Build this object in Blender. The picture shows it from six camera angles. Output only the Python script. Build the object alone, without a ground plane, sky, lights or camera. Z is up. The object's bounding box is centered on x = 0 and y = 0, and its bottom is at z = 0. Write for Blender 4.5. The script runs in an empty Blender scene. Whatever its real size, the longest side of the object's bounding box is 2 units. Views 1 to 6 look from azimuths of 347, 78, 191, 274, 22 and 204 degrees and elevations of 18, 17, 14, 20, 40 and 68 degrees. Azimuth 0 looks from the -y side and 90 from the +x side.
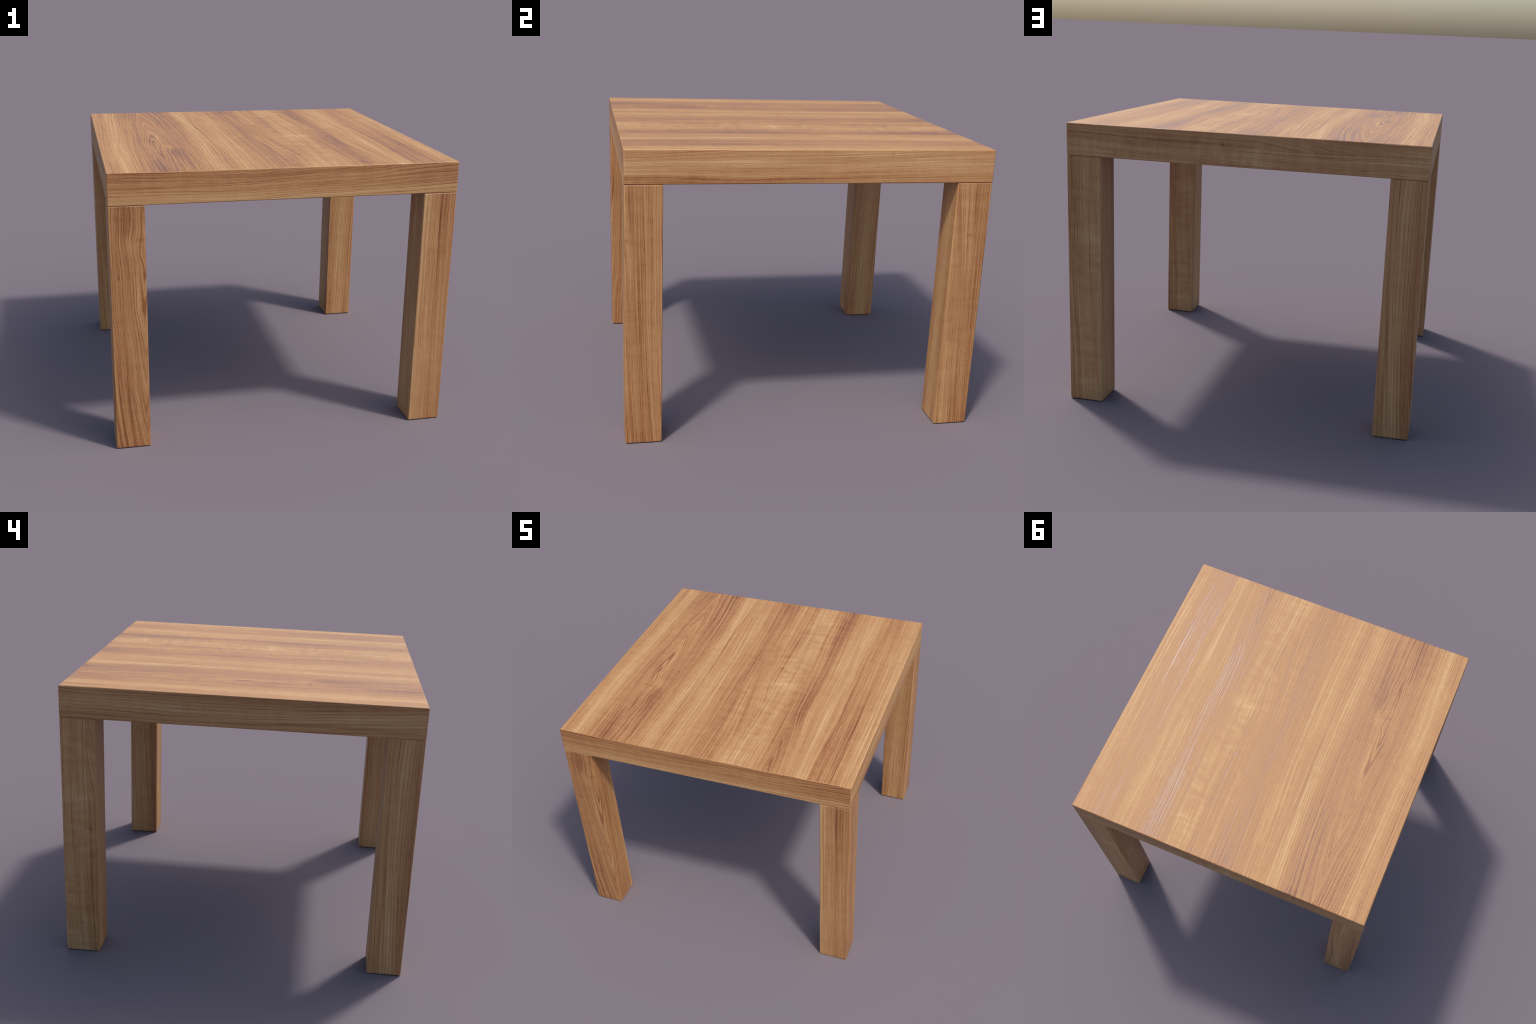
"""A low square side table with thick slab top and four square corner legs,
everything wrapped in a printed cherry / walnut veneer.

One procedural "wood_veneer" sheet (a node group of u across the grain, v along
the grain) describes the whole veneer; every face of the table cuts its own
strip out of that sheet."""
import bpy, bmesh, math
from mathutils import Vector

# ------------------------------------------------------------------ sizes
HALF = 1.0              # half the width of the slab
TOP_Z = 1.636           # height of the table
SLAB = 0.1814           # thickness of the slab
LEG = 0.1993            # leg section
LEG_HALF_OUT = 0.9995   # outer faces of the legs
LEG_TOP = TOP_Z - SLAB
R_TOP = 0.0068
R_LEG = 0.0068


# ------------------------------------------------------------------ node maths
class Tree:
    """Tiny expression builder on top of Math nodes."""
    def __init__(self, tree):
        self.t = tree

    def node(self, kind, **props):
        n = self.t.nodes.new(kind)
        for k, v in props.items():
            setattr(n, k, v)
        return n

    def math(self, op, *args, clamp=False):
        n = self.node('ShaderNodeMath', operation=op, use_clamp=clamp)
        for i, a in enumerate(args):
            if isinstance(a, Val):
                self.t.links.new(a.s, n.inputs[i])
            else:
                n.inputs[i].default_value = a
        return Val(self, n.outputs[0])

    def noise(self, x, y, z=0.0, detail=2.0, rough=0.5):
        """3D noise at (x, y, z), returned centred on zero, about -0.5..0.5"""
        c = self.node('ShaderNodeCombineXYZ')
        for i, a in enumerate((x, y, z)):
            if isinstance(a, Val):
                self.t.links.new(a.s, c.inputs[i])
            else:
                c.inputs[i].default_value = a
        n = self.node('ShaderNodeTexNoise', noise_dimensions='3D')
        n.inputs['Scale'].default_value = 1.0
        n.inputs['Detail'].default_value = detail
        n.inputs['Roughness'].default_value = rough
        self.t.links.new(c.outputs[0], n.inputs['Vector'])
        return Val(self, n.outputs[0]) - 0.5

    def smooth(self, x, lo, hi, a=0.0, b=1.0):
        n = self.node('ShaderNodeMapRange', interpolation_type='SMOOTHSTEP')
        self.t.links.new(x.s, n.inputs[0])
        for i, v in enumerate((lo, hi, a, b)):
            n.inputs[i + 1].default_value = v
        return Val(self, n.outputs[0])

    def spot(self, u, v, cu, cv, su, sv):
        """soft elliptical spot, 1 in the middle"""
        a = (u - cu) * (1.0 / su)
        b = (v - cv) * (1.0 / sv)
        d = a * a + b * b
        return self.math('EXPONENT', d * -1.0)


class Val:
    def __init__(self, tree, socket):
        self.tr, self.s = tree, socket
    def __add__(self, o): return self.tr.math('ADD', self, o)
    __radd__ = __add__
    def __sub__(self, o): return self.tr.math('SUBTRACT', self, o)
    def __rsub__(self, o): return self.tr.math('SUBTRACT', o, self)
    def __mul__(self, o): return self.tr.math('MULTIPLY', self, o)
    __rmul__ = __mul__
    def sqrt(self): return self.tr.math('SQRT', self)
    def fract(self): return self.tr.math('FRACT', self)
    def power(self, p): return self.tr.math('POWER', self, p)
    def clamp(self): return self.tr.math('ADD', self, 0.0, clamp=True)


# tone of the veneer across the sheet: (u, 0 dark .. 1 pale)
TONE = [(-1.00, .62), (-.965, .62), (-.92, .74), (-.875, .84), (-.82, .62), (-.76, .46),
        (-.70, .34), (-.64, .42), (-.58, .38), (-.52, .32), (-.46, .42), (-.41, .66),
        (-.36, 1.0), (-.33, .82), (-.30, .60), (-.25, .66), (-.20, .72), (-.15, .55),
        (-.10, .46), (-.05, .34), (-.01, .30), (.04, .46), (.09, .58), (.14, .56),
        (.185, .46), (.20, .70), (.25, .80), (.31, .78), (.36, .64), (.40, .48),
        (.43, .30), (.46, .18), (.49, .30), (.53, .50), (.60, .74), (.66, .76),
        (.72, .56), (.78, .44), (.82, .42), (.87, .54), (.92, .72), (.97, .84), (1.0, .76)]

# local marks on the sheet: (u, v, size across, size along, change of tone)
SPOTS = [(-.56, -.53, .055, .14, -.26), (-.69, -.88, .030, .22, -.26),
         (-.62, -.02, .016, .13, .30), (-.575, -.33, .040, .075, .34),
         (-.668, -.17, .017, .15, -.34), (-.645, -.358, .026, .011, -.34),
         (-.506, -.144, .006, .014, -.50), (.028, -.256, .012, .006, -.50),
         (.183, .105, .012, .010, -.50), (.190, -.590, .004, .016, -.45),
         (.177, .29, .010, .17, -.40), (.28, -.085, .075, .045, .26),
         (.225, .83, .045, .09, .22), (.17, -.97, .035, .26, .30),
         (.603, .409, .010, .006, -.30), (.910, -.122, .012, .006, -.25),
         (-.50, .985, .035, .035, -.35), (.62, .27, .05, .16, .15),
         (.64, -.45, .03, .22, .18), (-.04, .93, .05, .09, -.15),
         (-.06, -.86, .03, .25, .28)]


def build_veneer():
    g = bpy.data.node_groups.new('wood_veneer', 'ShaderNodeTree')
    for n in ('U', 'V'):
        g.interface.new_socket(n, in_out='INPUT', socket_type='NodeSocketFloat')
    g.interface.new_socket('Color', in_out='OUTPUT', socket_type='NodeSocketColor')
    g.interface.new_socket('Roughness', in_out='OUTPUT', socket_type='NodeSocketFloat')
    g.interface.new_socket('Height', in_out='OUTPUT', socket_type='NodeSocketFloat')
    T = Tree(g)
    gi = T.node('NodeGroupInput')
    go = T.node('NodeGroupOutput')
    u0, v = Val(T, gi.outputs[0]), Val(T, gi.outputs[1])

    # slow wander of the grain
    u = u0 + T.noise(u0 * 1.6, v * 1.3, 3.1, 1.0) * 0.020 + T.noise(u0 * 9, v * 3.4, 7.7, 2.0) * 0.009
    u = u + (T.noise(u0 * 7, v * 4.5, 21.0, 1.0) * T.spot(u0, v, -.62, -.25, .16, .42) * 0.045
             + T.noise(u0 * 5, v * 2.6, 33.0, 3.0) * T.spot(u0, v, -.62, .2, .16, 1.0) * 0.058)

    # growth rings: straight grain, except for a long cathedral figure round
    # u = -0.64, and two boards whose slanting grain is cut off at a joint
    du = T.math('MAXIMUM', (u + 0.655) * 0.85, (u + 0.655) * -1.12)
    dep = T.math('MAXIMUM', (v + 0.30) * 0.078, (v + 0.30) * -0.035)
    ring = (du.power(1.45) + dep.power(1.45) + 0.0004).power(1 / 1.45)
    g1 = T.smooth(u, -.06, .19) * T.smooth(u0, .190, .196, 1, 0)
    h1 = (v + 0.05) * T.smooth(v, .05, -.20) * T.smooth(v, -1.1, -.5, .7, 1.0) * 0.115
    g2 = T.smooth(u0, .430, .452) * T.smooth(u, .46, .72, 1, 0)
    h2 = (v + 0.32) * T.smooth(v, -.22, -.60) * 0.13
    ring = ring + g1 * h1 + g2 * h2
    # a fresh board starts at each joint
    board = T.smooth(u0, .190, .196) * 3.7 + T.smooth(u0, -.315, -.311) * 1.9

    # dark late-wood lines, strong on the left boards, finer on the right
    wob = T.noise(ring * 13, v * 0.35, board + u * 0.8, 2.0)
    saw = (ring * 56 + wob * 5.0).fract()
    line_amp = T.smooth(T.noise(ring * 19, v * 0.55, board + u * 1.1 + 4.0, 2.0), -.20, .12)
    line_amp = line_amp * T.smooth(u0, -.50, -.20, 1.0, 0.65)
    line_amp = line_amp * (T.noise(u0 * 14, v * 5.5, 41.0, 2.0) * 2.2 + 0.85).clamp()
    line = T.smooth(saw, .38, .84) * T.smooth(saw, .88, 1.0, 1, 0) * line_amp
    saw2 = (ring * 118 + T.noise(ring * 31, v * 0.5, board + 2.0, 2.0) * 4.2).fract()
    fine_amp = T.smooth(T.noise(ring * 11, v * 0.9, board + u + 6.0, 2.0), -.22, .20)
    fine = T.smooth(saw2, .25, .65) * T.smooth(saw2, .70, .98, 1, 0) * fine_amp
    # soft streaks of several widths
    s1 = T.noise(ring * 40, v * 0.45, board + u * 1.5 + 9.0, 2.0)
    s2 = T.noise(ring * 150, v * 1.3, board + u * 2.0 + 17.0, 2.0, .6)
    s3 = T.smooth(T.noise(ring * 84, v * 0.8, board + u * 1.7 + 25.0, 1.0), -.13, .13) - 0.5
    # fibres, pores, figure across the grain
    fib = T.noise(u * 300, v * 13, 1.0, 2.0, .6)
    spk = T.noise(u0 * 190, v * 130, 5.0, 1.0)
    quilt = T.noise(u0 * 8, v * 22, 2.0, 1.5) * (T.spot(u0, v, .27, .2, .17, 1.1) * 0.8 + 0.35)
    blot = T.noise(u * 7, v * 1.5, 12.0, 3.0)

    curve = T.node('ShaderNodeFloatCurve')
    c = curve.mapping.curves[0]
    pts = [((a + 1.1) / 2.2, b) for a, b in TONE]
    c.points[0].location = (0.0, TONE[0][1])
    c.points[1].location = (1.0, TONE[-1][1])
    for p in pts:
        c.points.new(*p)
    curve.mapping.update()
    ut = (u0 * 0.5 + u * 0.5 + 1.1) * (1 / 2.2)
    g.links.new(ut.s, curve.inputs['Value'])
    tone = Val(T, curve.outputs[0])

    for cu, cv, su, sv, amp in SPOTS:
        tone = tone + T.spot(u, v, cu, cv, su, sv) * amp
    t = (tone * 0.56 + 0.262 + blot * 0.36 + s1 * 0.36 + s2 * 0.70 + s3 * 0.14 + fib * 0.46
         + spk * 0.48 + quilt * 0.54 - fine * 0.21 - line * 0.34)
    t = t.clamp()

    ramp = T.node('ShaderNodeValToRGB')
    e = ramp.color_ramp.elements
    stops = [(0.0, (.192, .063, .021)), (.25, (.318, .134, .047)), (.52, (.414, .209, .081)),
             (.78, (.488, .277, .118)), (1.0, (.580, .368, .188))]
    e[0].position, e[1].position = stops[0][0], stops[-1][0]
    e[0].color, e[1].color = (*stops[0][1], 1), (*stops[-1][1], 1)
    for p, col in stops[1:-1]:
        k = e.new(p)
        k.color = (*col, 1)
    g.links.new(t.s, ramp.inputs[0])

    g.links.new(ramp.outputs[0], go.inputs['Color'])
    rough = T.smooth(t, .10, .56, .36, .62)
    g.links.new(rough.s, go.inputs['Roughness'])
    height = s2 * 0.30 - line * 0.55 - fine * 0.25 + fib * 0.25 + spk * 0.35
    g.links.new(height.s, go.inputs['Height'])
    return g


VENEER = build_veneer()


def veneer_material(name, across, along):
    """across / along = (axis 0..2, factor, offset) of the object coordinate"""
    m = bpy.data.materials.new(name)
    m.use_nodes = True
    nt = m.node_tree
    nt.nodes.clear()
    T = Tree(nt)
    tc = T.node('ShaderNodeTexCoord')
    sep = T.node('ShaderNodeSeparateXYZ')
    nt.links.new(tc.outputs['Object'], sep.inputs[0])
    grp = T.node('ShaderNodeGroup', node_tree=VENEER)
    for i, (ax, f, o) in enumerate((across, along)):
        val = Val(T, sep.outputs[ax]) * f + o
        nt.links.new(val.s, grp.inputs[i])
    b = T.node('ShaderNodeBsdfPrincipled')
    out = T.node('ShaderNodeOutputMaterial')
    bump = T.node('ShaderNodeBump')
    bump.inputs['Strength'].default_value = 0.35
    bump.inputs['Distance'].default_value = 0.0022
    nt.links.new(grp.outputs['Height'], bump.inputs['Height'])
    nt.links.new(grp.outputs['Color'], b.inputs['Base Color'])
    nt.links.new(grp.outputs['Roughness'], b.inputs['Roughness'])
    nt.links.new(bump.outputs[0], b.inputs['Normal'])
    b.inputs['Specular IOR Level'].default_value = 0.5
    nt.links.new(b.outputs[0], out.inputs[0])
    return m


# ------------------------------------------------------------------ shapes
FACES = ['east', 'west', 'north', 'south', 'up', 'down']     # slot order
DIRS = [Vector((1, 0, 0)), Vector((-1, 0, 0)), Vector((0, 1, 0)),
        Vector((0, -1, 0)), Vector((0, 0, 1)), Vector((0, 0, -1))]


def rounded_box(name, lo, hi, radius, segments=4):
    bm = bmesh.new()
    bmesh.ops.create_cube(bm, size=1.0)
    for v in bm.verts:
        for i in range(3):
            v.co[i] = lo[i] if v.co[i] < 0 else hi[i]
    bmesh.ops.bevel(bm, geom=list(bm.edges), offset=radius, offset_type='OFFSET',
                    segments=segments, profile=0.5, affect='EDGES', clamp_overlap=True)
    for f in bm.faces:
        f.smooth = True
        # the rounded edge takes the veneer of the face it leans to
        f.material_index = max(range(6), key=lambda i: f.normal.dot(DIRS[i]) + (4 - i) * 1e-4)
    me = bpy.data.meshes.new(name)
    bm.to_mesh(me)
    bm.free()
    # keep the large faces flat, round only the edges
    big = {}
    for p in me.polygons:
        for vi in p.vertices:
            if p.area > big.get(vi, (0, None))[0]:
                big[vi] = (p.area, p.normal.copy())
    normals = []
    for v in me.vertices:
        a, n = big[v.index]
        normals.append(n if a > 0.02 else v.normal.copy())
    me.normals_split_custom_set_from_vertices(normals)
    return me


def add(name, mesh, parent, loc=(0, 0, 0)):
    ob = bpy.data.objects.new(name, mesh)
    bpy.context.scene.collection.objects.link(ob)
    ob.parent = parent
    ob.location = loc
    return ob


table = bpy.data.objects.new('side_table', None)
bpy.context.scene.collection.objects.link(table)
table['label'] = 'low square wooden side table with thick top and block legs'
table['category'] = 'side table'

# ---- the slab: strip of veneer per face (object z is measured from its underside)
top_mesh = rounded_box('tabletop', (-HALF, -HALF, 0), (HALF, HALF, SLAB), R_TOP)
tabletop = add('tabletop', top_mesh, table, (0, 0, LEG_TOP))
slab_cuts = {
    'up':    ((0, 1, 0), (1, 1, 0)),
    'down':  ((0, -1, 0), (1, 1, 0)),
    'south': ((2, 1, -.885), (0, 1, 0)),
    'north': ((2, -1, .30), (0, 1, 0)),
    'west':  ((2, -1, -.28), (1, -1, 0)),
    'east':  ((2, -1, .765), (1, 1, 0)),
}
for f in FACES:
    top_mesh.materials.append(veneer_material('veneer_slab_' + f, *slab_cuts[f]))

# ---- the legs: same mesh, own strips of veneer
c = LEG / 2
leg_mesh = rounded_box('leg', (-c, -c, 0), (c, c, LEG_TOP), R_LEG)
for f in FACES:
    leg_mesh.materials.append(None)
# middle of the strip (u) for the four upright faces: east, west, north, south
leg_strips = {
    (-1, -1): (-.767, -.369, -.170, -.568),
    (1, -1):  (-.060, .640, .330, .870),
    (1, 1):   (.026, .560, .320, -.880),
    (-1, 1):  (-.870, .245, -.380, .046),
}
V_TOP = -.55
for (sx, sy), mids in leg_strips.items():
    o = LEG_HALF_OUT - c
    leg = add('leg', leg_mesh, table, (sx * o, sy * o, 0))
    across_axis = {'east': (1, -1), 'west': (1, 1), 'north': (0, 1), 'south': (0, -1)}
    for i, f in enumerate(FACES):
        if f in across_axis:
            ax, sgn = across_axis[f]
            m = veneer_material('veneer_leg_' + f, (ax, sgn, mids[i]), (2, -1, V_TOP + LEG_TOP))
        else:
            m = veneer_material('veneer_leg_' + f, (0, 1, mids[0]), (1, 1, .2))
        leg.material_slots[i].link = 'OBJECT'
        leg.material_slots[i].material = m
